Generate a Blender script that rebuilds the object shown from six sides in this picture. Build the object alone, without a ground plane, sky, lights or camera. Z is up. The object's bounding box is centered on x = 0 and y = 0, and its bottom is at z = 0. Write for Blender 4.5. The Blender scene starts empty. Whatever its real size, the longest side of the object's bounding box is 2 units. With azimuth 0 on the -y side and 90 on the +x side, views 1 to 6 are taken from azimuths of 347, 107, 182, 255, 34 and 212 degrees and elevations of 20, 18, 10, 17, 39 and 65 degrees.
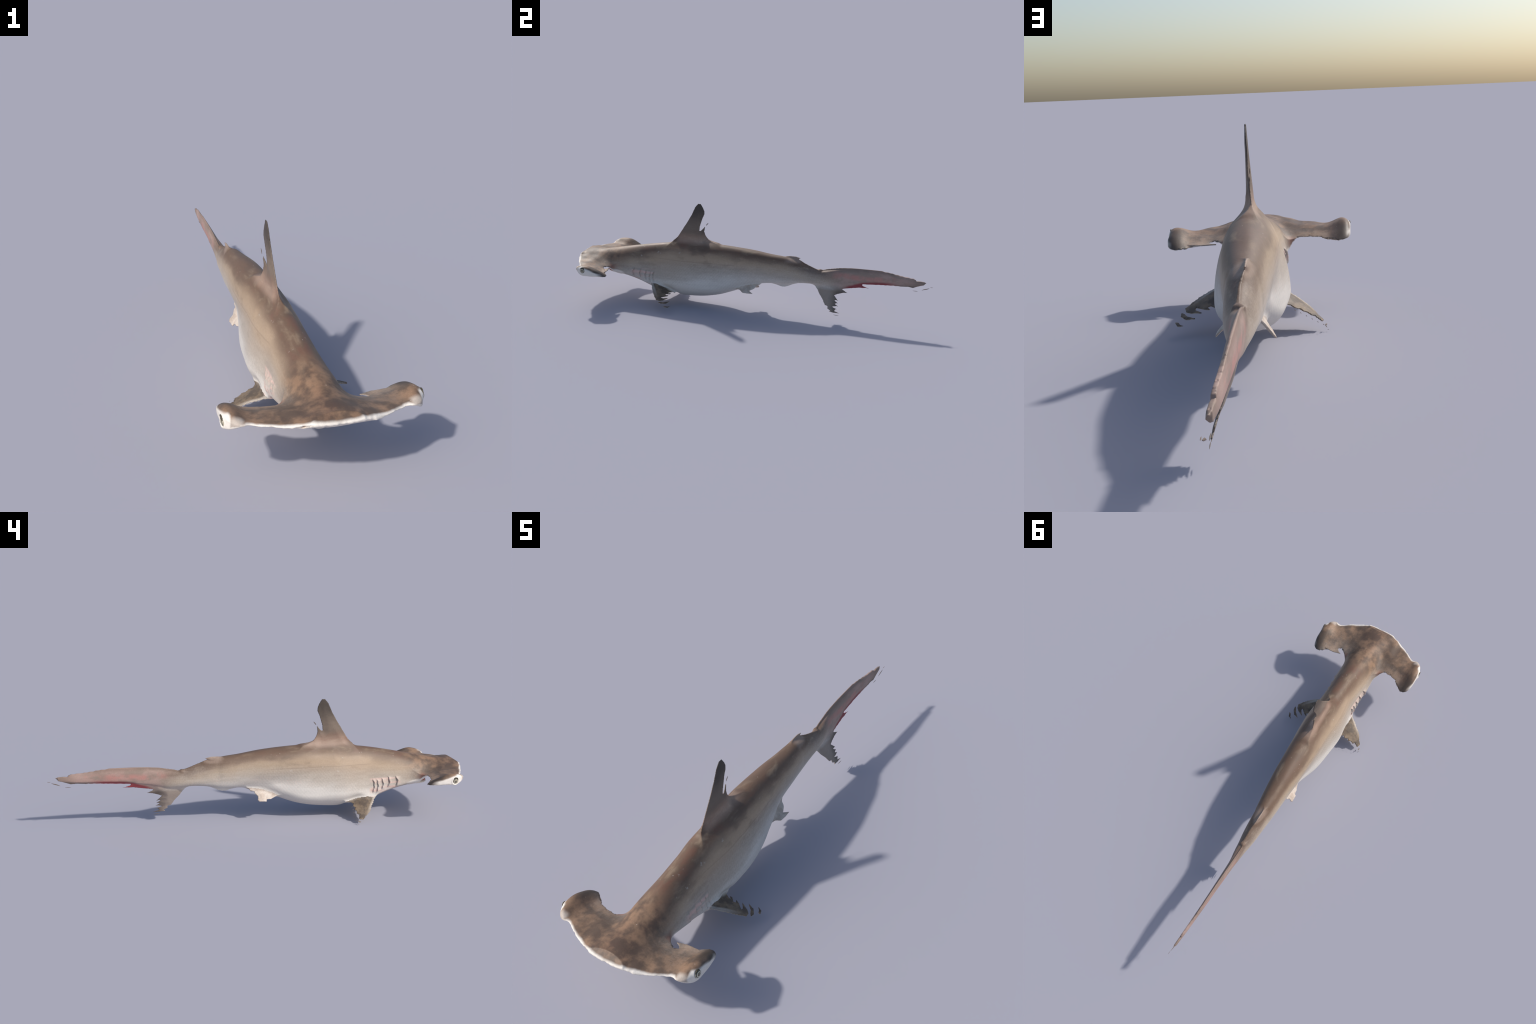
"""Hammerhead shark specimen.  The skin is described as a signed-distance model
(lofted trunk + hammer foil + thin fin plates, blended with fillets), meshed once as a
single smooth surface and then separated into anatomical parts."""
import bpy, math
import numpy as np
from mathutils import Vector

rng = np.random.default_rng(7)

# ------------------------------------------------------------------ helpers
def pchip(x, xp, yp):
    """monotone cubic interpolation through stations"""
    xp = np.asarray(xp, float); yp = np.asarray(yp, float)
    h = np.diff(xp); dl = np.diff(yp) / h
    m = np.zeros_like(yp)
    w1 = 2*h[1:] + h[:-1]; w2 = h[1:] + 2*h[:-1]
    ok = dl[:-1]*dl[1:] > 0
    with np.errstate(all='ignore'):
        m[1:-1] = np.where(ok, (w1+w2)/(w1/dl[:-1] + w2/dl[1:]), 0)
    m[0] = dl[0]; m[-1] = dl[-1]
    x = np.clip(x, xp[0], xp[-1])
    i = np.clip(np.searchsorted(xp, x)-1, 0, len(h)-1)
    t = (x-xp[i])/h[i]; t2 = t*t; t3 = t2*t
    return (2*t3-3*t2+1)*yp[i] + (t3-2*t2+t)*h[i]*m[i] + (3*t2-2*t3)*yp[i+1] + (t3-t2)*h[i]*m[i+1]

def sstep(x, a, b):
    t = np.clip((x-a)/(b-a), 0, 1); return t*t*(3-2*t)

def smin(a, b, k):
    h = np.clip(.5+.5*(b-a)/k, 0, 1); return b+(a-b)*h-k*h*(1-h)

def supell(s, t, a, b, p):
    u = np.abs(s/a)+1e-9; v = np.abs(t/b)+1e-9
    r = (u**p+v**p)**(1/p)
    g = np.sqrt((u/r)**(2*p-2)/a**2 + (v/r)**(2*p-2)/b**2)
    return np.maximum((r-1)/g, -np.minimum(a, b))

class Table:
    """stations joined by a monotone cubic, then rounded so that no kink shows in the shading"""
    def __init__(self, xp, yp, sigma, mirror=False):
        a, b = xp[0], xp[-1]
        if mirror: a = -b
        self.g = np.linspace(a, b, 3001); v = pchip(np.abs(self.g) if mirror else self.g, xp, yp)
        dx = self.g[1]-self.g[0]; r = int(4*sigma/dx)+1
        k = np.exp(-.5*(np.arange(-r, r+1)*dx/sigma)**2); k /= k.sum()
        pad = np.concatenate([2*v[0]-v[r:0:-1], v, 2*v[-1]-v[-2:-r-2:-1]])
        self.v = np.convolve(pad, k, 'valid')
    def __call__(self, x): return np.interp(x, self.g, self.v)

def bump(x, c, w):
    return np.exp(-((x-c)/w)**2)

# ------------------------------------------------------------------ trunk: stations along y
Y   = [-.96,-.90,-.84,-.78,-.70,-.62,-.54,-.46,-.38,-.28,-.18,-.08, .02, .12, .20, .28, .34, .39, .44, .50, .58, .68, .78, .88, .95]
TOP = [.246,.256,.268,.280,.296,.312,.326,.337,.341,.344,.350,.345,.336,.322,.314,.291,.269,.256,.262,.270,.275,.277,.270,.258,.250]
BOT = [.230,.208,.168,.138,.129,.107,.079,.074,.042,.048,.066,.101,.144,.163,.165,.179,.183,.178,.180,.197,.213,.223,.227,.231,.240]
WID = [.033,.046,.065,.084,.088,.083,.082,.090,.100,.094,.081,.062,.052,.046,.0395,.0365,.0325,.025,.019,.011,.0075,.0055,.004,.0025,.0012]
MID = [.316,.347,.355,.312,.190,.144,.120,.211,.287,.249,.208,.257,.450,.402,.386,.371,.367,.430,.483,.500,.500,.500,.500,.500,.500]
CEN = [.004,.004,.004,.002,.000,.001,.001,-.002,-.002,.000,-.002,-.002,-.007,-.012,-.017,-.017,-.017,-.017,-.019,-.024,-.026,-.027,-.026,-.024,-.021]
PUP = [1.84,1.84,1.86,1.85,1.82,1.95,2.09,1.93,1.81,1.79,1.93,2.23,2.43,2.44,2.39,2.29,2.17,2.06,2.04,2.00,2.00,2.00,2.00,2.00,2.00]
PLO = [1.93,1.96,1.98,1.98,1.98,1.98,1.92,1.85,1.83,1.83,1.91,1.98,2.16,2.43,2.45,2.35,2.24,2.12,2.05,2.00,2.00,2.00,2.00,2.00,2.00]
# gill slits: y of the slit at its top, z of top and bottom end
GILLS = [(-.657,.190,.150),(-.617,.190,.150),(-.585,.182,.138),(-.559,.178,.122),(-.540,.180,.122)]

TRUNK = [Table(Y, a, .012) for a in (TOP, BOT, WID, MID, CEN, PUP, PLO)]
BY = [-.46,-.36,-.28,-.20,-.10,.0,.10,.20,.30]
BACK = [Table(BY, a, .02) for a in ([-.002,-.004,-.007,-.0095,-.012,-.0140,-.0150,-.016,-.017], [.050,.062,.067,.067,.0635,.058,.049,.038,.018])]
def trunk(P):
    x, y, z = P[:,0], P[:,1], P[:,2]
    top, bot, w, m, xc = [t(y) for t in TRUNK[:5]]
    zm = bot+m*(top-bot); up = z > zm
    hh = np.where(up, top-zm, zm-bot); p = np.where(up, TRUNK[5](y), TRUNK[6](y))
    d = supell(x-xc, z-zm, w, hh, p)
    # long muscle mass of the back, standing out over the belly
    b = [t(y) for t in BACK]; zc = .5*(top-.004+.172)
    db = supell(x-b[0], z-zc, b[1], .5*(top-.004-.172), 2.1)
    db = db+.06*(sstep(y, .20, .30)+sstep(y, -.34, -.46))
    d = smin(d, db, .014)
    # gill flaps: each swells towards the rear and drops sharply into its slit
    g = np.zeros_like(y)
    near = (y > -.70) & (y < -.50) & (z < .22) & (np.abs(x) > .03)
    if near.any():
        yy, zz = y[near], z[near]; gg = np.zeros_like(yy)
        for i, (gy, zt, zb) in enumerate(GILLS):
            zm_ = .5*(zt+zb); arc = (zz-zm_)/(zt-zb)
            s = yy-(gy-.006*(1-4*arc*arc)) + .0015*np.sin(zz*260+i*2)
            mask = sstep(zz, zb-.014, zb+.008)*(1-sstep(zz, zt-.008, zt+.010))
            puff = np.where(s < 0, np.exp(s/.013), np.exp(-s/.0022))
            gg += mask*(.0085*puff*(1-.25*i/4) - .0055*bump(s, .0026, .0018))
        g[near] = gg
    # low folds on the shoulder in front of the first fin
    d = d-g
    return np.maximum(d, np.maximum(Y[0]-y, y-Y[-1]))

# ------------------------------------------------------------------ hammer (cephalofoil): stations along |x|
XW = [0,.05,.09,.13,.17,.20,.22,.24,.26,.29]
YF = [-1.000,-.998,-.987,-.970,-.953,-.933,-.923,-.932,-.932,-.932]
YR = [-.770,-.775,-.787,-.799,-.795,-.779,-.761,-.747,-.742,-.742]
HW = [.010,.008,.007,.005,.0045,.0045,.005,.009,.022,.033]
ZF = [.236,.237,.236,.226,.225,.220,.222,.224,.220,.206]
ZR = [.168,.179,.190,.200,.200,.196,.191,.192,.188,.187]
CB = [.022,.018,.015,.009,.007,.008,.011,.018,.022,.018]
YE = [-.94,-.925,-.91,-.89,-.86,-.82,-.78,-.76,-.745,-.73]
XE = [.234,.258,.268,.278,.284,.284,.280,.273,.258,.227]

FOIL = {k: Table(XW, a, .008, True) for k, a in dict(yf=YF, yr=YR, h=HW, zf=ZF, zr=ZR, cb=CB).items()}
FOIL_END = Table(YE, XE, .006)
def hammer(P):
    x, y, z = P[:,0], P[:,1], P[:,2]
    z = z+.026*x; ax = np.abs(x)
    yf, yr, h, zf, zr, cb = [FOIL[k](x) for k in ('yf','yr','h','zf','zr','cb')]
    yr = yr-.012*bump(x, .148, .028)                 # bite out of one rear edge
    c = (yr-yf)/2; s = (y-(yr+yf)/2)/c; sc = np.clip(s, -1.1, 1.1)
    zc = (zf+zr)/2+sc*(zr-zf)/2+cb*(1-sc*sc)
    # gentle lumps of the cranium on the upper face
    zc = zc+.0020*np.sin(x*38+y*31)*np.sin(y*47-x*11)*(1-np.clip(sc*sc,0,1))
    dz = z-zc
    # ragged rims: the front lip is scalloped, the rear edge frayed
    ce = c-np.where(s < 0, (.0013*np.sin(x*71+1)+.0009*np.sin(x*143+.4)+.0008*np.sin(x*331))*sstep(.22-ax, 0, .03), .0014*np.sin(x*190)+.0012*np.sin(x*417))
    d = supell(s*c, dz, ce, np.where(dz > 0, h*(.60-.30*sc)+.0012, h*(1-.55*sc)+.0024), 2.2)
    d = np.maximum(d, (np.abs(s)-1)*c*.95)
    e = (ax-FOIL_END(y))*.8
    return -smin(-d, -e, .02)

def ellipsoid(P, c, r):
    q = (P-np.array(c))/np.array(r); n = np.linalg.norm(q, axis=1)
    g = np.linalg.norm(q/np.array(r), axis=1)+1e-9
    return n*(n-1)/g

# ------------------------------------------------------------------ fin plates
def poly_sd(u, v, pts):
    """signed distance to a closed outline (negative inside)"""
    p = np.asarray(pts, float); q = np.roll(p, -1, 0)
    best = np.full(u.shape, 1e9); ins = np.zeros(u.shape, bool)
    for (ax, ay), (bx, by) in zip(p, q):
        ex, ey = bx-ax, by-ay; wx, wy = u-ax, v-ay
        t = np.clip((wx*ex+wy*ey)/(ex*ex+ey*ey+1e-12), 0, 1)
        best = np.minimum(best, (wx-ex*t)**2+(wy-ey*t)**2)
        cond = (ay > v) != (by > v)
        if abs(by-ay) > 1e-12:
            ins ^= cond & (u < ax+(v-ay)*ex/ey)
    d = np.sqrt(best)
    return np.where(ins, -d, d)

def saw(a, b, n, amp, lean=.3):
    """points of a ragged, saw-toothed edge from a to b"""
    a, b = np.array(a), np.array(b); d = b-a; nr = np.array([d[1], -d[0]])/np.linalg.norm(d)
    out = []
    for i in range(n):
        t = (i+.5+lean*(rng.random()-.5))/n
        out.append(tuple(a+d*(i+.05)/n)); out.append(tuple(a+d*t+nr*amp*(.6+.8*rng.random())))
    return out

def ragged(pts, spec):
    """outline with saw teeth on the listed segments {index:(n,amp)}"""
    out = []
    for i, p in enumerate(pts):
        out.append(p)
        if i in spec:
            n, amp = spec[i]
            out += saw(p, pts[(i+1) % len(pts)], n, amp)[1:]
    return out

class Plate:
    def __init__(self, name, outlines, frame=None, bend=None, root=.008, edge=.0018, width=.03, k=.03, thick=None):
        self.name, self.outlines, self.k = name, outlines, k
        self.bend, self.root, self.edge, self.width, self.thick = bend, root, edge, width, thick
        if frame is None:                       # upright fin: u = y, v = z, n = x
            self.O = np.zeros(3); self.U = np.array([0,1,0.]); self.V = np.array([0,0,1.]); self.N = np.array([1.,0,0])
        else:
            F, T, R = map(np.array, frame)
            U = R-F; U = U/np.linalg.norm(U); V = T-F; V = V-(V@U)*U; V /= np.linalg.norm(V)
            self.O, self.U, self.V, self.N = F, U, V, np.cross(U, V)
        pts = np.concatenate([np.array(o, float) for o in outlines])
        lo, hi = pts.min(0)-.02, pts.max(0)+.02
        self.lo, self.hi = lo, hi
    def __call__(self, P):
        Q = P-self.O; u, v, n = Q@self.U, Q@self.V, Q@self.N
        out = np.full(len(P), .2)
        box = (u > self.lo[0]-.03) & (u < self.hi[0]+.03) & (v > self.lo[1]-.03) & (v < self.hi[1]+.03)
        box &= np.abs(n) < .14
        if not box.any(): return out
        u, v, n = u[box], v[box], n[box]
        if self.bend is not None: n = n-self.bend(u, v)
        d2 = np.minimum.reduce([poly_sd(u, v, o) for o in self.outlines])
        T = self.thick(u, v) if self.thick else self.root
        half = self.edge+(T-self.edge)*sstep(-d2, 0, self.width)
        out[box] = np.maximum(np.abs(n)-half, d2)
        return out

plates = []
# first dorsal fin
dorsal_pts = [(-.444,.325),(-.440,.353),(-.415,.388),(-.388,.430),(-.364,.466),(-.340,.506),(-.319,.550),(-.300,.5725),(-.284,.5725),(-.272,.553),
    (-.2640,.533),(-.2640,.515),(-.275,.493),(-.2925,.440),(-.2945,.420),(-.286,.420),(-.262,.446),(-.268,.417),(-.262,.396),(-.247,.371),(-.226,.357),(-.200,.344),(-.190,.31)]
dorsal_pts = ragged(dorsal_pts, {1:(4,.0012),2:(6,.0012),3:(5,.0014),4:(5,.0014),5:(5,.0012),8:(2,.001),11:(2,.001),12:(5,.001)})
plates.append(Plate('dorsal_fin', [dorsal_pts],
    bend=lambda u, v: -.006-.008*sstep(u, -.29, -.25)*sstep(v, .56, .44), root=.0085, width=.035, k=.042,
    thick=lambda u, v: .0085-.0045*sstep(v, .36, .56)))
# second dorsal fin with its long free rear tip
second_pts = [(.185,.285),(.205,.316),(.225,.3215),(.252,.3215),(.281,.3145),(.270,.3085),(.290,.2995),(.313,.2885),(.350,.2725),(.386,.2585),(.386,.235),(.20,.26)]
plates.append(Plate('dorsal_fin', [ragged(second_pts, {2:(2,.001),6:(2,.001)})],
    bend=lambda u, v: -.018-.010*sstep(v, .28, .32), root=.006, width=.015, k=.016))
# caudal fin
caudal_pts = [(.345,.235),(.394,.2575),(.43,.269),(.50,.282),(.555,.2865),(.62,.2885),(.725,.2885),(.785,.281),(.834,.2725),(.893,.2675),(.905,.260),(.904,.251),
    (.93,.2545),(.965,.2525),(.955,.246),(.925,.2335),(.895,.220),(.87,.2235),(.83,.220),(.775,.218),(.70,.2135),(.623,.208),(.628,.199),(.657,.191),(.60,.1865),(.55,.1785),
    (.522,.173),(.5215,.168),(.545,.156),(.521,.151),(.497,.1435),(.4785,.135),(.500,.112),(.480,.1125),(.4995,.0985),(.486,.0925),(.502,.0835),(.472,.077),(.4965,.068),(.487,.056),(.513,.0485),
    (.485,.047),(.457,.050),(.4665,.055),(.4485,.0655),(.4495,.0765),(.432,.082),(.416,.1085),(.396,.1335),(.380,.160),(.364,.178),(.345,.20)]
caudal_pts = ragged(caudal_pts, {6:(2,.002),7:(2,.002),8:(2,.002),18:(2,.0015),19:(3,.001),23:(2,.001),46:(3,.0015),47:(3,.0012),48:(3,.0012)})
def caudal_bend(u, v):
    return pchip(v, [.02,.05,.10,.15,.20,.25,.29], [.036,.030,.013,-.005,-.018,-.026,-.032])+.006*sstep(u, .70, .95)
plates.append(Plate('caudal_fin', [caudal_pts], bend=caudal_bend, root=.006, edge=.0018, width=.03, k=.012,
    thick=lambda u, v: .0075-.0035*sstep(u, .5, .85)-.002*sstep(v, .16, .06)))
# anal fin
plates.append(Plate('anal_fin', [[(.125,.178),(.139,.161),(.160,.153),(.175,.148),(.194,.1465),(.219,.155),(.246,.172),(.262,.182),(.2,.19)]],
    bend=lambda u, v: -.013+0*u, root=.004, width=.012, k=.015))
# pectoral fins (seen from the fin's own plane: u along the chord, v outwards)
pec_left = [(-.01,-.045),(0,0),(.009,.013),(.028,.036),(.05,.058),(.066,.079),(.086,.093),(.107,.104),(.122,.114),(.139,.106),(.128,.086),(.137,.073),(.129,.058),(.135,.044),
    (.125,.034),(.131,.02),(.122,.008),(.130,-.003),(.152,-.015),(.12,-.035),(.09,-.055),(.04,-.065)]
pec_left = ragged(pec_left, {2:(2,.003),3:(2,.003),4:(2,.003),5:(2,.003),6:(2,.003),9:(3,-.004),11:(2,-.003),12:(2,-.003),14:(2,-.003),16:(1,-.003)})
pec_thick = lambda u, v: .0028+.0085*sstep(v, .10, -.02)*sstep(u, .16, .03)
plates.append(Plate('pectoral_fin', [pec_left, [(.132,.126),(.144,.116),(.159,.110),(.147,.119)]], frame=((-.075,-.555,.097),(-.187,-.456,.022),(-.091,-.432,.076)),
    bend=lambda u, v: .004*np.sin(v*28)*sstep(v, 0, .05), thick=pec_thick, root=.01, edge=.0017, width=.035, k=.022))
pec_right = [(-.01,-.045),(0,0),(.006,.02),(.020,.05),(.040,.082),(.054,.099),(.074,.121),(.094,.119),(.108,.106),(.128,.071),(.101,.090),(.088,.090),(.111,.066),(.123,.047),
    (.106,.056),(.102,.047),(.124,.030),(.126,.018),(.107,.034),(.113,.019),(.129,-.001),(.14,.0),(.12,-.035),(.09,-.055),(.04,-.065)]
pec_right = ragged(pec_right, {2:(2,.0025),3:(2,.003),4:(2,.003),5:(1,.003)})
plates.append(Plate('pectoral_fin', [pec_right, [(.145,.090),(.134,.119),(.110,.134),(.089,.133),(.100,.124),(.120,.114)], [(.163,.123),(.153,.144),(.130,.151),(.134,.141),(.150,.135)]],
    frame=((.085,-.548,.115),(.214,-.43,.043),(.073,-.419,.071)),
    bend=lambda u, v: -.003*np.sin(v*28)*sstep(v, 0, .05), thick=pec_thick, root=.01, edge=.0019, width=.03, k=.022))
# pelvic fins
pel_left = [(-.012,-.014),(-.002,-.002),(.024,.022),(.044,.029),(.043,.040),(.080,.050),(.088,.044),(.089,.027),(.108,.014),(.111,.006),(.133,.007),(.137,0),(.15,-.004),(.076,-.045),(.02,-.04)]
plates.append(Plate('pelvic_fin', [pel_left], frame=((-.048,-.062,.117),(-.07,-.01,.099),(-.04,.075,.16)), root=.005, edge=.0019, width=.02, k=.018))
pel_right = [(-.012,-.014),(0,.001),(.012,.009),(.026,.031),(.053,.042),(.083,.050),(.064,.0265),(.077,.023),(.086,.021),(.095,.0165),(.104,.006),(.111,.001),(.125,-.006),(.104,-.03),(.03,-.04)]
plates.append(Plate('pelvic_fin', [pel_right], frame=((.044,-.056,.125),(.063,.03,.112),(.017,.06,.151)), root=.005, edge=.0019, width=.02, k=.018))
# torn flap of skin on the rear edge of one hammer wing (horizontal plate: u = x, v = y)
flap = Plate('head', [[(.215,-.778),(.190,-.774),(.165,-.7765),(.128,-.7865),(.146,-.794),(.163,-.813),(.20,-.80)]], root=.003, edge=.0018, width=.01, k=.008)
flap.O, flap.U, flap.V, flap.N = np.array([0,0,.192]), np.array([1.,0,0]), np.array([0,1.,0]), np.array([0,0,1.])

def base(P):
    d = smin(trunk(P), hammer(P), .05)
    d = smin(d, ellipsoid(P, (-.001,-.800,.143), (.035,.050,.013)), .012)     # lower jaw
    d = smin(d, ellipsoid(P, (-.021,.392,.2585), (.010,.006,.005)), .010)    # nub at the precaudal pit
    d = smin(d, flap(P), flap.k)
    # eye sockets: rim swelling with a shallow cup
    for sx in (-1, 1):
        c = np.array([.2775*sx, -.8715, .2178-.0018*sx])
        q = P-c; r = np.sqrt(q[:,1]**2+q[:,2]**2)
        near = (np.abs(q[:,0]) < .03) & (r < .04)
        d = np.where(near, d-.0018*bump(r, .0165, .004)+.0020*bump(r, .0125, .0025), d)
    return d

def sdf(P):
    d = base(P)
    for p in plates:
        d = smin(d, p(P), p.k)
    return d

# ------------------------------------------------------------------ naive surface nets on a sparse grid
STEP = np.array([.0026,.0030,.0028])
LO = np.array([-.31,-1.02,-.005]); HI = np.array([.31,1.02,.60])
NB = 8
nblk = np.ceil((HI-LO)/STEP/NB).astype(int); n = nblk*NB+1

def mesh_skin():
    bi = np.stack(np.meshgrid(*[np.arange(k) for k in nblk], indexing='ij'), -1).reshape(-1, 3)
    ctr = LO+(bi+.5)*NB*STEP
    fc = np.concatenate([sdf(c) for c in np.array_split(ctr, 8)])
    F = np.ones(tuple(n), np.float32)
    rad = np.linalg.norm(NB*STEP)/2
    act = np.abs(fc) < rad*1.9+.012
    for b in bi[(~act) & (fc < 0)]:
        s = b*NB; F[s[0]:s[0]+NB+1, s[1]:s[1]+NB+1, s[2]:s[2]+NB+1] = -1
    loc = np.stack(np.meshgrid(*[np.arange(NB+1)]*3, indexing='ij'), -1).reshape(-1, 3)
    A = bi[act]
    for ch in np.array_split(A, max(1, len(A)//400)):
        idx = (ch[:,None,:]*NB+loc[None]).reshape(-1, 3)
        F[idx[:,0], idx[:,1], idx[:,2]] = sdf(LO+idx*STEP)
    S = F < 0
    cnt = np.zeros(tuple(n-1), np.uint8)
    corners = [(i, j, k) for i in (0,1) for j in (0,1) for k in (0,1)]
    sl = lambda c: tuple(slice(c[a], n[a]-1+c[a]) for a in range(3))
    for c in corners: cnt += S[sl(c)]
    cells = np.argwhere((cnt > 0) & (cnt < 8))
    vid = np.full(tuple(n-1), -1, np.int32); vid[tuple(cells.T)] = np.arange(len(cells))
    acc = np.zeros((len(cells), 3)); num = np.zeros(len(cells))
    val = {c: F[tuple((cells+np.array(c)).T)] for c in corners}
    for c in corners:
        for a in range(3):
            if c[a]: continue
            e = list(c); e[a] = 1; e = tuple(e)
            f0, f1 = val[c], val[e]; cr = (f0 < 0) != (f1 < 0)
            t = f0/(f0-f1+1e-20)
            p = np.repeat(np.array(c, float)[None], len(cells), 0); p[:,a] = t
            acc[cr] += p[cr]; num[cr] += 1
    V = LO+(cells+acc/num[:,None])*STEP
    faces = []
    for a in range(3):
        b, c = (a+1) % 3, (a+2) % 3
        lo = [slice(None)]*3; hi = [slice(None)]*3
        lo[a] = slice(0, n[a]-1); hi[a] = slice(1, n[a])
        ed = np.argwhere(S[tuple(lo)] != S[tuple(hi)])
        ok = (ed[:,b] > 0) & (ed[:,c] > 0) & (ed[:,b] < n[b]-1) & (ed[:,c] < n[c]-1); ed = ed[ok]
        def cell(db, dc):
            q = ed.copy(); q[:,b] -= db; q[:,c] -= dc; return vid[tuple(q.T)]
        q = np.stack([cell(1,1), cell(0,1), cell(0,0), cell(1,0)], 1)
        inside = S[tuple(ed.T)]
        q[~inside] = q[~inside][:, ::-1]
        faces.append(q)
    Q = np.concatenate(faces)
    # pull the vertices onto the exact surface
    for it in range(3):
        f = np.concatenate([sdf(c) for c in np.array_split(V, 4)])
        g = np.zeros_like(V); e = 6e-4
        for a in range(3):
            d = np.zeros(3); d[a] = e
            g[:,a] = np.concatenate([sdf(c+d)-sdf(c-d) for c in np.array_split(V, 4)])/(2*e)
        g2 = (g*g).sum(1)+.05
        mv = -(f/g2)[:,None]*g
        L = np.linalg.norm(mv, axis=1, keepdims=True)+1e-12
        V = V+mv*np.minimum(1, .0012/L)*.8
    return V, Q

V, Q = mesh_skin()
# drop crumbs too small to matter (stray cells)
def components(nv, Q):
    lab = np.arange(nv)
    while True:
        m = lab[Q].min(1); new = lab.copy()
        np.minimum.at(new, Q.ravel(), np.repeat(m, 4)); new = new[new]
        if (new == lab).all(): return lab
        lab = new
lab = components(len(V), Q)
cnt = np.bincount(lab, minlength=len(V))
keep = cnt[lab[Q[:,0]]] > 24
Q = Q[keep]

# fine relief: soft muscle waviness, wrinkles on the flank, along the surface normal
def noise3(P, scale, seed):
    """smooth value noise from a few rotated sine products (deterministic)"""
    r = np.random.default_rng(seed); out = np.zeros(len(P))
    for i in range(5):
        k = r.normal(size=3); k = k/np.linalg.norm(k)*scale*(.7+.6*r.random())
        out += np.sin(P@k+r.random()*6.28)
    return out/5

# ------------------------------------------------------------------ materials
def new_mat(name):
    m = bpy.data.materials.new(name); m.use_nodes = True
    nt = m.node_tree; nt.nodes.clear()
    return m, nt

class NT:
    """tiny expression helper for shader nodes"""
    def __init__(self, nt): self.nt = nt
    def n(self, t, **kw):
        nd = self.nt.nodes.new(t)
        for k, v in kw.items(): setattr(nd, k, v)
        return nd
    def link(self, a, b): self.nt.links.new(a, b)
    def put(self, sock, v):
        if isinstance(v, bpy.types.NodeSocket): self.link(v, sock)
        else: sock.default_value = v
    def math(self, op, a, b=0., c=0., clamp=False):
        nd = self.n('ShaderNodeMath', operation=op, use_clamp=clamp)
        self.put(nd.inputs[0], a); self.put(nd.inputs[1], b); self.put(nd.inputs[2], c)
        return nd.outputs[0]
    def add(self, a, b): return self.math('ADD', a, b)
    def sub(self, a, b): return self.math('SUBTRACT', a, b)
    def mul(self, a, b): return self.math('MULTIPLY', a, b)
    def step(self, x, a, b):
        """smooth ramp: 0 at a, 1 at b (a may exceed b)"""
        nd = self.n('ShaderNodeMapRange', interpolation_type='SMOOTHSTEP')
        flip = not isinstance(a, bpy.types.NodeSocket) and a > b
        if flip: a, b = b, a
        self.put(nd.inputs[0], x); self.put(nd.inputs[1], a); self.put(nd.inputs[2], b)
        nd.inputs[3].default_value = 1. if flip else 0.; nd.inputs[4].default_value = 0. if flip else 1.
        return nd.outputs[0]
    def curve(self, x, x0, x1, pts, y0=0., y1=1.):
        """piecewise smooth curve through (x, y) control points"""
        t = self.n('ShaderNodeMapRange'); self.put(t.inputs[0], x)
        t.inputs[1].default_value = x0; t.inputs[2].default_value = x1
        fc = self.n('ShaderNodeFloatCurve'); cv = fc.mapping.curves[0]
        P = [((px-x0)/(x1-x0), (py-y0)/(y1-y0)) for px, py in pts]
        while len(cv.points) < len(P): cv.points.new(.5, .5)
        for q, p in zip(cv.points, P): q.location = p
        fc.mapping.update(); self.link(t.outputs[0], fc.inputs[1])
        return self.add(self.mul(fc.outputs[0], y1-y0), y0)
    def mix(self, f, a, b):
        nd = self.n('ShaderNodeMix', data_type='RGBA'); nd.clamp_factor = True
        self.put(nd.inputs[0], f)
        for s, v in ((nd.inputs[6], a), (nd.inputs[7], b)):
            if isinstance(v, bpy.types.NodeSocket): self.link(v, s)
            else: s.default_value = (*v, 1)
        return nd.outputs[2]
    def mulc(self, f, a, b):
        nd = self.n('ShaderNodeMix', data_type='RGBA', blend_type='MULTIPLY'); self.put(nd.inputs[0], f)
        for s, v in ((nd.inputs[6], a), (nd.inputs[7], b)):
            if isinstance(v, bpy.types.NodeSocket): self.link(v, s)
            else: s.default_value = (*v, 1)
        return nd.outputs[2]
    def noise(self, vec, scale, detail=3., rough=.5, dist=0.):
        nd = self.n('ShaderNodeTexNoise'); self.link(vec, nd.inputs['Vector'])
        nd.inputs['Scale'].default_value = scale; nd.inputs['Detail'].default_value = detail
        nd.inputs['Roughness'].default_value = rough; nd.inputs['Distortion'].default_value = dist
        return nd.outputs[0]
    def mapped(self, vec, scale, rot=(0,0,0)):
        nd = self.n('ShaderNodeMapping'); self.link(vec, nd.inputs[0])
        nd.inputs['Scale'].default_value = scale; nd.inputs['Rotation'].default_value = rot
        return nd.outputs[0]
    def both(self, *ms):
        o = ms[0]
        for m in ms[1:]: o = self.mul(o, m)
        return o

def srgb(r, g, b):
    f = lambda c: (c/255/12.92 if c/255 <= .04045 else ((c/255+.055)/1.055)**2.4)
    return (f(r), f(g), f(b))

BROWN  = srgb(108, 87, 72)
DARK   = srgb(92, 76, 66)
TAN    = srgb(166, 150, 134)
OLIVE  = srgb(170, 149, 124)
PALE   = srgb(190, 182, 172)
WHITE  = srgb(212, 206, 198)
PINK   = srgb(196, 158, 144)
RED    = srgb(142, 64, 68)
FIN    = srgb(120, 106, 94)
FINTIP = srgb(74, 66, 60)

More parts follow.
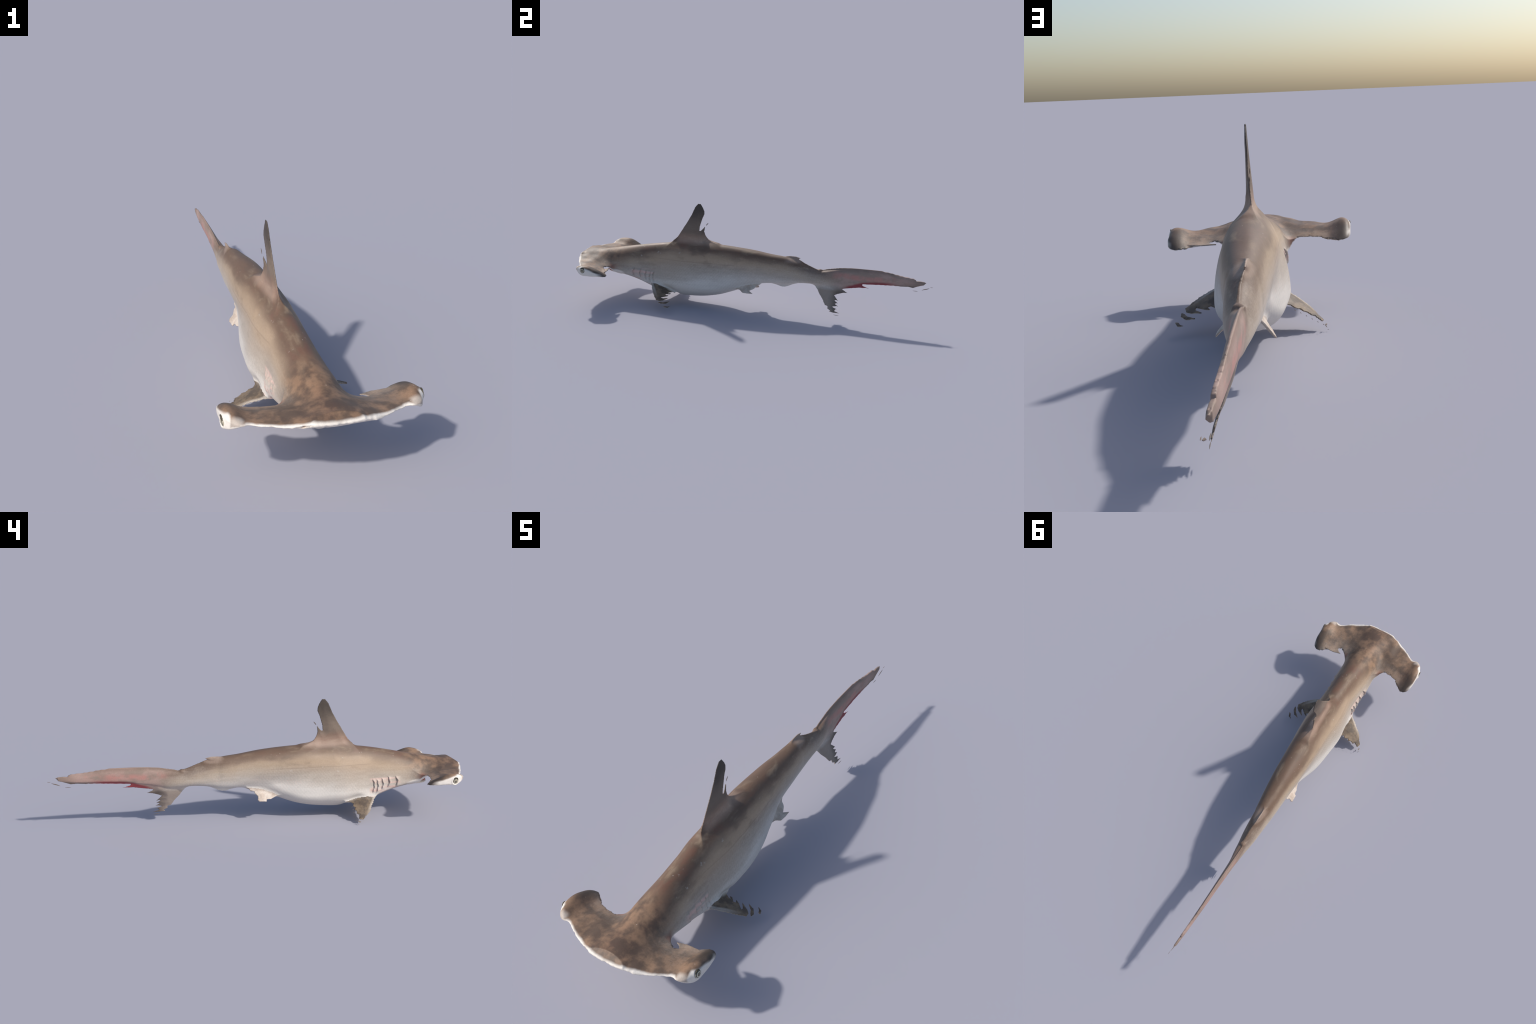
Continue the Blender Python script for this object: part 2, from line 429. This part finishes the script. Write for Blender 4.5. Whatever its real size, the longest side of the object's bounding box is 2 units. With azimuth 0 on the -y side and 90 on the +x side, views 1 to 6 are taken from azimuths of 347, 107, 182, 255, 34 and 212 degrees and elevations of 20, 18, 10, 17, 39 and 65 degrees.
def finish(T, nt, col, rough=.5, bump_h=None, bump_s=.2, spec=.35):
    bs = T.n('ShaderNodeBsdfPrincipled'); out = T.n('ShaderNodeOutputMaterial')
    T.put(bs.inputs['Base Color'], col); T.put(bs.inputs['Roughness'], rough)
    bs.inputs['Specular IOR Level'].default_value = spec
    if bump_h is not None:
        b = T.n('ShaderNodeBump'); b.inputs['Strength'].default_value = bump_s; b.inputs['Distance'].default_value = .002
        T.link(bump_h, b.inputs['Height']); T.link(b.outputs[0], bs.inputs['Normal'])
    T.link(bs.outputs[0], out.inputs[0])

def skin_material():
    m, nt = new_mat('shark_skin'); T = NT(nt)
    tc = T.n('ShaderNodeTexCoord'); co = tc.outputs['Object']
    sx = T.n('ShaderNodeSeparateXYZ'); T.link(co, sx.inputs[0]); x, y, z = sx.outputs
    ax = T.math('ABSOLUTE', x)
    geo = T.n('ShaderNodeNewGeometry'); sn = T.n('ShaderNodeSeparateXYZ'); T.link(geo.outputs['Normal'], sn.inputs[0]); nz = sn.outputs[2]
    st = T.mapped(co, (1, .42, 1))
    big = T.noise(st, 10, 3, .55); mid = T.noise(st, 26, 4, .6, .4); fine = T.noise(co, 420, 2, .6); grain = T.noise(co, 150, 3, .6)
    streak = T.noise(T.mapped(co, (60, 5, 60)), 1., 3, .6)
    c5 = lambda v: T.sub(v, .5)
    # back colour: dark ridge to tan flank, mottled
    ridge = T.curve(y, -1, 1, [(-1,.25),(-.8,.262),(-.6,.295),(-.46,.325),(-.2,.335),(0,.318),(.2,.296),(.3,.272),(.4,.25),(1,.25)], 0, .5)
    rd = T.add(T.sub(z, ridge), T.add(T.mul(c5(mid), .035), T.mul(c5(big), .04)))
    back = T.mix(T.step(rd, -.12, -.05), TAN, srgb(171, 149, 126))
    back = T.mix(T.step(rd, -.065, .004), back, BROWN)
    back = T.mix(T.both(T.step(rd, -.03, .0), T.step(T.sub(1, mid), .48, .72), T.step(y, .1, -.2)), back, srgb(112, 82, 68))
    back = T.mix(T.mul(T.step(T.add(big, T.mul(c5(mid), .8)), .50, .74), .55), back, DARK)
    back = T.mix(T.mul(T.step(mid, .48, .80), .5), back, OLIVE)
    # olive band along the rear flank
    ob = T.both(T.step(T.math('ABSOLUTE', T.sub(rd, -.04)), .03, .0), T.step(y, -.35, .0), T.step(y, .36, .2))
    back = T.mix(T.mul(ob, .5), back, OLIVE)
    # head: darker, patchy brown
    head = T.step(y, -.66, -.80)
    hmid = T.noise(co, 22, 4, .6)
    hcol = T.mix(T.step(T.add(hmid, T.mul(c5(big), .6)), .34, .68), srgb(86, 70, 60), srgb(146, 116, 92))
    back = T.mix(T.mul(head, .8), back, hcol)
    # pale belly with a soft, grainy border
    bz = T.curve(y, -1, 1, [(-1,.15),(-.80,.168),(-.68,.182),(-.60,.188),(-.52,.178),(-.42,.184),(-.30,.205),(-.15,.226),(0,.238),(.12,.236),(.25,.230),(.36,.216),(.45,.205),(.6,.21),(1,.19)], 0, .5)
    bd = T.add(T.sub(bz, z), T.add(T.mul(c5(mid), .035), T.add(T.mul(c5(grain), .035), T.mul(c5(streak), .03))))
    bm = T.step(bd, -.075, .075)
    pale = T.mix(T.step(bd, .0, .07), PALE, WHITE)
    pale = T.mix(T.mul(T.step(T.add(grain, T.mul(c5(big), .6)), .58, .75), .25), pale, PINK)
    col = T.mix(bm, back, pale)
    # gill patch: pinkish folds
    gp = T.both(T.step(y, -.69, -.65), T.step(y, -.515, -.535), T.step(z, .205, .18))
    col = T.mix(T.mul(gp, T.step(streak, .40, .65)), col, srgb(206, 176, 164))
    rs = T.both(T.step(T.math('ABSOLUTE', T.add(y, .775)), .035, .01), T.step(ax, .085, .10), T.step(ax, .125, .112), T.step(mid, .38, .55))
    col = T.mix(T.mul(rs, .6), col, srgb(132, 78, 62))
    # rims of the hammer: white leading edge and white end faces around the eyes
    fr = T.curve(ax, 0, .3, [(0,-.998),(.05,-.995),(.09,-.983),(.13,-.965),(.17,-.949),(.2,-.930),(.22,-.921),(.24,-.930),(.3,-.93)], -1, -.9)
    rim = T.step(T.add(T.sub(y, fr), T.mul(c5(hmid), .012)), .009, -.003)
    under = T.both(T.step(nz, .05, -.25), T.step(y, -.70, -.74))
    ez = T.add(T.mul(T.add(y, .90), -.30), T.add(.246, T.mul(x, -.026)))
    face = T.both(T.step(T.add(ax, T.mul(c5(mid), .008)), .262, .270), T.step(T.add(T.sub(z, ez), T.mul(c5(mid), .01)), .006, -.003), T.step(y, -.74, -.80))
    knob = T.both(T.step(ax, .225, .24), T.step(y, -.895, -.915), T.step(y, -.6, -.7))
    wm = T.math('MAXIMUM', T.math('MAXIMUM', rim, under), T.math('MAXIMUM', face, T.mul(knob, .45)), clamp=True)
    wm = T.mul(wm, T.step(y, -.70, -.72))
    col = T.mix(wm, col, srgb(228, 220, 210))
    tip = T.both(T.step(T.add(ax, T.mul(c5(mid), .03)), .21, .255), T.step(y, -.86, -.79), T.step(y, -.70, -.72))
    col = T.mix(T.mul(tip, T.math('SUBTRACT', .9, wm, clamp=True)), col, srgb(72, 62, 55))
    # first dorsal fin: pale pinkish foot, grey-brown blade, dark tip
    dm = T.both(T.step(z, .348, .375), T.step(y, -.50, -.44), T.step(y, -.14, -.2))
    foot = T.both(T.step(z, .335, .36), T.step(z, .43, .37), T.step(y, -.44, -.40), T.step(y, -.17, -.24))
    col = T.mix(T.mul(foot, T.add(.15, T.mul(mid, .7))), col, srgb(186, 160, 142))
    fcol = T.mix(T.step(T.add(z, T.mul(c5(mid), .06)), .43, .55), FIN, FINTIP)
    fcol = T.mix(T.mul(T.step(y, -.30, -.27), .4), fcol, FINTIP)
    col = T.mix(T.mul(dm, T.step(T.add(z, T.mul(c5(mid), .03)), .375, .43)), col, fcol)
    # second dorsal: pale foot and dark hollow
    sd = T.both(T.step(y, .19, .23), T.step(y, .30, .27), T.step(z, .285, .30))
    col = T.mix(T.mul(sd, T.mul(mid, .9)), col, srgb(190, 168, 152))
    # caudal fin: grey-pink blade, red bruise along the trailing edge, dark margin
    lob = T.both(T.step(z, .190, .155), T.step(y, .355, .40))
    cm = T.math('MAXIMUM', T.step(y, .40, .50), lob)
    cc = T.mix(T.step(T.add(mid, T.mul(c5(big), .5)), .40, .62), srgb(150, 132, 120), srgb(172, 146, 135))
    cc = T.mix(T.mul(T.step(z, .262, .285), .55), cc, srgb(124, 102, 88))
    pk = T.both(T.step(T.math('ABSOLUTE', T.sub(z, T.add(.243, T.mul(c5(big), .04)))), .024, .004), T.step(y, .43, .50), T.step(y, .95, .72))
    cc = T.mix(T.mul(pk, T.mul(T.step(hmid, .36, .66), .85)), cc, srgb(186, 134, 124))
    cc = T.mix(T.mul(T.step(z, .20, .16), .85), cc, srgb(158, 146, 134))
    te = T.curve(y, .4, 1, [(.4,.15),(.5,.165),(.56,.182),(.62,.202),(.7,.2135),(.8,.219),(.9,.221),(1,.23)], 0, .3)
    td = T.add(T.sub(z, te), T.mul(c5(mid), .008))
    rb = T.both(T.step(td, .020, .006), T.step(y, .50, .56), T.step(y, .84, .74), T.step(z, .165, .175))
    cc = T.mix(rb, cc, RED)
    dk = T.both(T.step(td, .010, .002), T.step(y, .78, .84))
    lo = T.both(T.step(z, .19, .15), T.step(T.add(y, T.mul(c5(mid), .03)), .445, .50))
    cc = T.mix(T.mul(T.math('MAXIMUM', dk, lo), .8), cc, srgb(84, 72, 64))
    cc = T.mix(T.mul(T.step(y, .86, .93), .5), cc, srgb(112, 98, 84))
    col = T.mix(T.mul(cm, T.sub(1, T.mul(T.mul(T.step(y, .56, .44), T.sub(1, lob)), .35))), col, cc)
    # lateral line, scratches, white specks
    ll = T.both(T.step(T.math('ABSOLUTE', T.sub(z, T.add(.259, T.mul(c5(big), .012)))), .0035, .0008), T.step(y, -.56, -.50), T.step(y, .05, -.08))
    col = T.mix(T.mul(ll, .16), col, DARK)
    vo = T.n('ShaderNodeTexVoronoi'); T.link(co, vo.inputs['Vector']); vo.inputs['Scale'].default_value = 26
    sp = T.both(T.step(vo.outputs['Distance'], .055, .03), T.step(big, .46, .56), T.step(y, .3, .1))
    col = T.mix(T.mul(sp, .55), col, srgb(205, 196, 186))
    blot = T.both(T.step(T.noise(co, 30, 3, .6), .66, .76), T.step(z, .19, .23), T.step(z, .335, .31), T.step(y, -.72, -.62), T.step(y, .1, .0))
    col = T.mix(T.mul(blot, .5), col, srgb(196, 188, 178))
    wv = T.n('ShaderNodeTexWave'); T.link(T.mapped(co, (1,1,1), (.75,0,0)), wv.inputs['Vector']); wv.bands_direction = 'Y'
    wv.inputs['Scale'].default_value = 26; wv.inputs['Distortion'].default_value = 1.2; wv.inputs['Detail'].default_value = 2
    fl = T.both(T.step(y, -.5, -.4), T.step(y, .1, 0), T.step(z, .09, .14), T.step(z, .27, .24))
    hsv = T.n('ShaderNodeHueSaturation'); T.link(col, hsv.inputs['Color'])
    val = T.add(1, T.add(T.mul(c5(fine), .26), T.add(T.mul(c5(grain), .22), T.add(T.mul(c5(streak), .16), T.mul(fl, T.mul(c5(wv.outputs[1]), .045))))))
    T.link(val, hsv.inputs['Value'])
    hgt = T.add(T.mul(fine, .5), T.add(grain, T.mul(streak, 1.2)))
    finish(T, nt, hsv.outputs[0], T.add(.44, T.mul(mid, .2)), hgt, .12)
    return m

def fin_material(name, dark, mid_c, pale, pectoral=True):
    m, nt = new_mat(name); T = NT(nt)
    tc = T.n('ShaderNodeTexCoord'); co = tc.outputs['Object']
    sx = T.n('ShaderNodeSeparateXYZ'); T.link(co, sx.inputs[0]); x, y, z = sx.outputs
    ax = T.math('ABSOLUTE', x)
    geo = T.n('ShaderNodeNewGeometry'); sn = T.n('ShaderNodeSeparateXYZ'); T.link(geo.outputs['Normal'], sn.inputs[0]); nz = sn.outputs[2]
    nmid = T.noise(co, 24, 4, .6); fine = T.noise(co, 300, 2, .6); grain = T.noise(co, 90, 3, .6)
    c5 = lambda v: T.sub(v, .5)
    col = T.mix(T.step(nmid, .42, .62), dark, mid_c)
    if pectoral:
        # pale leading edge near the root and pale underside; the tip darkens
        lead = T.sub(y, T.add(-.555, T.mul(T.sub(ax, .08), .75)))
        le = T.both(T.step(T.add(lead, T.mul(c5(nmid), .012)), .016, .004), T.step(ax, .19, .12))
        root = T.step(T.add(ax, T.mul(c5(nmid), .02)), .088, .072)
        col = T.mix(T.math('MAXIMUM', T.mul(le, .6), root), col, pale)
        col = T.mix(T.mul(T.step(nz, -.05, -.3), .85), col, pale)
    hsv = T.n('ShaderNodeHueSaturation'); T.link(col, hsv.inputs['Color'])
    T.link(T.add(1, T.add(T.mul(c5(fine), .35), T.mul(c5(grain), .35))), hsv.inputs['Value'])
    finish(T, nt, hsv.outputs[0], .55, T.add(fine, grain), .15)
    return m

skin = skin_material()
pec_mat = fin_material('pectoral_fin_skin', srgb(92, 80, 69), srgb(126, 109, 90), srgb(200, 190, 178))
pel_mat = fin_material('pelvic_fin_skin', srgb(184, 168, 154), srgb(200, 188, 176), srgb(214, 204, 196), False)

# ------------------------------------------------------------------ separate the skin into named parts
root = bpy.data.objects.new('hammerhead_shark', None)
bpy.context.scene.collection.objects.link(root)
root["label"] = "brown hammerhead shark with pale belly and ragged fins"
root["category"] = "shark"

C = V[Q].mean(1)
db = np.concatenate([base(c) for c in np.array_split(C, 4)])
part = np.full(len(Q), -1)
best = np.full(len(Q), .004)
for i, p in enumerate(plates):
    d = np.concatenate([p(c) for c in np.array_split(C, 4)])
    limit = {'dorsal_fin': .008, 'caudal_fin': .001, 'pectoral_fin': .004}.get(p.name, .004)
    sel = (d < best) & (db > limit)
    if p.name == 'caudal_fin':
        sel = (C[:,1] > .40+.5*np.maximum(0, C[:,2]-.25)) & (d < .03)
    part[sel] = i; best[sel] = np.minimum(best[sel], d[sel]+1e-6)
names = [p.name for p in plates]
trunk_lab = np.where(C[:,1] < -.705, 100, np.where(C[:,1] < .055, 101, 102))
part = np.where(part < 0, trunk_lab, part)
spec = {100: 'head', 101: 'torso', 102: 'tail'}

whole = bpy.data.meshes.new('skin_whole')
whole.from_pydata(V.tolist(), [], Q.tolist()); whole.update()
VN = np.zeros(len(V)*3); whole.vertices.foreach_get('normal', VN); VN = VN.reshape(-1, 3)

def mat_for(i):
    if i >= 100: return skin
    return {'pectoral_fin': pec_mat, 'pelvic_fin': pel_mat}.get(names[i], skin)

objs = {}
for pid in sorted(set(part.tolist())):
    q = Q[part == pid]; used, inv = np.unique(q, return_inverse=True); q = inv.reshape(-1, 4)
    nm = spec.get(pid) or names[pid]
    me = bpy.data.meshes.new(nm); me.from_pydata(V[used].tolist(), [], q.tolist())
    me.polygons.foreach_set('use_smooth', np.ones(len(q), bool))
    me.materials.append(mat_for(pid)); me.update()
    me.normals_split_custom_set_from_vertices(VN[used].tolist())
    ob = bpy.data.objects.new(nm, me); bpy.context.scene.collection.objects.link(ob); ob.parent = root
    objs[pid] = ob
bpy.data.meshes.remove(whole)

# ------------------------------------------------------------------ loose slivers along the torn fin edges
def sliver(a, b, w, t, m, up):
    """thin spindle from a to b: w wide along `up`, t thick"""
    a, b, up = Vector(a), Vector(b), Vector(up); d = (b-a).normalized(); s = d.cross(up).normalized(); upv = s.cross(d)
    vs, fs = [], []; N = 6
    for i in range(N+1):
        f = i/N; r = max(.12, math.sin(math.pi*(.06+.88*f)))
        c = a.lerp(b, f)+upv*w*.5*math.sin(f*5+a.y*40)*.6
        for k in range(6):
            an = k*math.pi/3; vs.append(c+upv*(w*r*math.cos(an))+s*(t*r*math.sin(an)))
    for i in range(N):
        for k in range(6): fs.append((i*6+k, i*6+(k+1) % 6, (i+1)*6+(k+1) % 6, (i+1)*6+k))
    fs.append(tuple(range(5, -1, -1))); fs.append(tuple(N*6+k for k in range(6)))
    return vs, fs

def scraps(parent, items, mat):
    vs, fs = [], []
    for a, b, w, t, up in items:
        v, f = sliver(a, b, w, t, mat, up); o = len(vs); vs += [tuple(q) for q in v]; fs += [tuple(i+o for i in q) for q in f]
    me = bpy.data.meshes.new('fin_sliver'); me.from_pydata(vs, [], fs); me.materials.append(mat)
    me.polygons.foreach_set('use_smooth', [True]*len(fs)); me.update()
    ob = bpy.data.objects.new('fin_sliver', me); ob["kind"] = "stuff"; bpy.context.scene.collection.objects.link(ob); ob.parent = parent

pid = {}
for i, p in enumerate(plates): pid.setdefault(p.name, []).append(i)
Z = (0, 0, 1)
scraps(objs[pid['dorsal_fin'][0]], [((-.014,-.258,.450),(-.014,-.2445,.4665),.0022,.0012,(0,1,0))], skin)
scraps(objs[pid['caudal_fin'][0]], [((-.014,.942,.2125),(-.013,.981,.2275),.0022,.0012,Z),((-.013,.984,.2325),(-.013,1.0,.2335),.001,.0008,Z),
    ((-.015,.894,.2045),(-.015,.922,.2035),.0012,.001,Z),((.034,.484,.036),(.034,.515,.0345),.0013,.001,Z),
    ((-.017,.612,.1935),(-.016,.662,.1905),.0016,.001,Z),((-.006,.515,.160),(-.006,.549,.1545),.0022,.001,Z),((.030,.478,.0495),(.030,.516,.048),.0018,.001,Z),
    ((.024,.474,.070),(.024,.500,.067),.0022,.001,Z),((.018,.478,.0885),(.018,.506,.082),.0020,.001,Z),((.013,.478,.1035),(.013,.503,.097),.0020,.001,Z),((.008,.480,.119),(.008,.504,.110),.0018,.001,Z)], skin)
pl = [((-.190,-.446,.013),(-.196,-.431,.008),.0012,.001,Z),((-.1975,-.4335,.0015),(-.199,-.428,.0022),.0012,.0011,Z)]
for t in np.linspace(.1, 1, 6):
    c = np.array([-.100-.085*t, -.425+.004*math.sin(t*40), .066-.046*t])
    pl.append((tuple(c), tuple(c+np.array([-.003,.005,-.002])), .0009, .0009, Z))
scraps(objs[pid['pectoral_fin'][0]], pl, pec_mat)

# ------------------------------------------------------------------ eyes: iris rings, pupil, lid
def eye_material():
    m, nt = new_mat('eye_rings'); T = NT(nt)
    tc = T.n('ShaderNodeTexCoord'); sx = T.n('ShaderNodeSeparateXYZ'); T.link(tc.outputs['Object'], sx.inputs[0])
    r = T.math('SQRT', T.add(T.mul(sx.outputs[1], sx.outputs[1]), T.mul(sx.outputs[2], sx.outputs[2])))
    rp = T.n('ShaderNodeValToRGB'); T.link(T.mul(r, 1/.0125), rp.inputs[0]); cr = rp.color_ramp
    stops = [(0, srgb(128,126,120)), (.24, srgb(118,114,106)), (.32, srgb(92,78,58)), (.42, srgb(124,106,78)), (.48, srgb(192,184,160)), (.66, srgb(204,198,176)), (.71, srgb(62,58,50)), (.82, srgb(54,50,44)), (.90, srgb(176,168,150))]
    while len(cr.elements) < len(stops): cr.elements.new(.5)
    for e, (p, c) in zip(cr.elements, stops): e.position = p; e.color = (*c, 1)
    finish(T, nt, rp.outputs[0], .18, None, 0, .5)
    return m
eye_m = eye_material()
def lathe_mesh(name, prof, seg=40):
    """profile [(radius, x)] revolved about the x axis"""
    vs, fs = [], []
    for r, px in prof:
        for k in range(seg):
            a = 2*math.pi*k/seg; vs.append((px, r*math.cos(a), r*math.sin(a)))
    for i in range(len(prof)-1):
        for k in range(seg): fs.append((i*seg+k, i*seg+(k+1) % seg, (i+1)*seg+(k+1) % seg, (i+1)*seg+k))
    fs.append(tuple(range(seg-1, -1, -1))); fs.append(tuple((len(prof)-1)*seg+k for k in range(seg)))
    me = bpy.data.meshes.new(name); me.from_pydata(vs, [], fs); me.polygons.foreach_set('use_smooth', [True]*len(fs)); me.update()
    return me
eye_me = lathe_mesh('eye', [(.0118,-.012),(.0124,-.004),(.0116,.0005),(.0095,.0022),(.006,.0036),(.0025,.0041),(.0004,.0042)])
eye_me.materials.append(eye_m)
for sxn in (-1, 1):
    # place the eye where the end face of the hammer lies
    zz = .2195 if sxn < 0 else .2160
    xs = np.linspace(.24, .30, 200); PP = np.stack([sxn*xs, np.full(200, -.8715), np.full(200, zz)], 1)
    f = base(PP); hit = xs[np.where(f < 0)[0][-1]] if (f < 0).any() else .278
    ob = bpy.data.objects.new('eye', eye_me); bpy.context.scene.collection.objects.link(ob); ob.parent = root
    ob.scale = (1.1, 1.14, 1.14)
    ob.location = (sxn*(hit-.0004), -.8715, zz)
    ob.rotation_euler = (0, (-.15 if sxn > 0 else .15), (0 if sxn > 0 else math.pi))

# dark hood of the eyelid: a crescent over the upper rim of each eye
lid_m, nt = new_mat('eyelid_skin'); T = NT(nt)
tc = T.n('ShaderNodeTexCoord'); finish(T, nt, T.mix(T.noise(tc.outputs['Object'], 200, 3), srgb(52, 48, 38), srgb(92, 84, 66)), .4)
def crescent(r, half, t0, t1):
    vs, fs = [], []; NA, NT_ = 28, 8
    for i in range(NA+1):
        a = math.pi/2+(i/NA-.5)*2*half; f = math.sin(math.pi*(.04+.92*i/NA)); tr = t0*f+.0004
        for k in range(NT_):
            b = 2*math.pi*k/NT_; rr = r+tr*math.cos(b)+t1*f
            vs.append((.0012*math.sin(b)*2*f, rr*math.cos(a), rr*math.sin(a)))
    for i in range(NA):
        for k in range(NT_): fs.append((i*NT_+k, i*NT_+(k+1) % NT_, (i+1)*NT_+(k+1) % NT_, (i+1)*NT_+k))
    fs.append(tuple(range(NT_-1, -1, -1))); fs.append(tuple(NA*NT_+k for k in range(NT_)))
    me = bpy.data.meshes.new('eyelid'); me.from_pydata(vs, [], fs); me.polygons.foreach_set('use_smooth', [True]*len(fs)); me.materials.append(lid_m); me.update()
    return me
for o in [o for o in root.children if o.name.split('.')[0] == 'eye']:
    left = o.location.x < 0
    ob = bpy.data.objects.new('eyelid', crescent(.0125, 1.0, .0028 if left else .0018, .0024 if left else .0008))
    bpy.context.scene.collection.objects.link(ob); ob.parent = o; ob.location = (.0004, 0, 0)

# ------------------------------------------------------------------ mouth lining inside the lower jaw
m_m, nt = new_mat('mouth_lining'); T = NT(nt)
tc = T.n('ShaderNodeTexCoord'); nn = T.noise(tc.outputs['Object'], 90, 3)
finish(T, nt, T.mix(nn, srgb(120, 60, 52), srgb(176, 110, 98)), .4)
bm_v, bm_f = [], []
me = bpy.data.meshes.new('mouth')
N1, N2 = 10, 28
for i in range(N1+1):
    for k in range(N2):
        a = math.pi*i/N1; b = 2*math.pi*k/N2
        bm_v.append((.004+.034*math.sin(a)*math.cos(b), -.815+.034*math.sin(a)*math.sin(b), .150+.012*math.cos(a)))
for i in range(N1):
    for k in range(N2): bm_f.append((i*N2+k, (i+1)*N2+k, (i+1)*N2+(k+1) % N2, i*N2+(k+1) % N2))
me.from_pydata(bm_v, [], bm_f); me.materials.append(m_m); me.polygons.foreach_set('use_smooth', [True]*len(bm_f)); me.update()
ob = bpy.data.objects.new('mouth', me); bpy.context.scene.collection.objects.link(ob); ob.parent = root
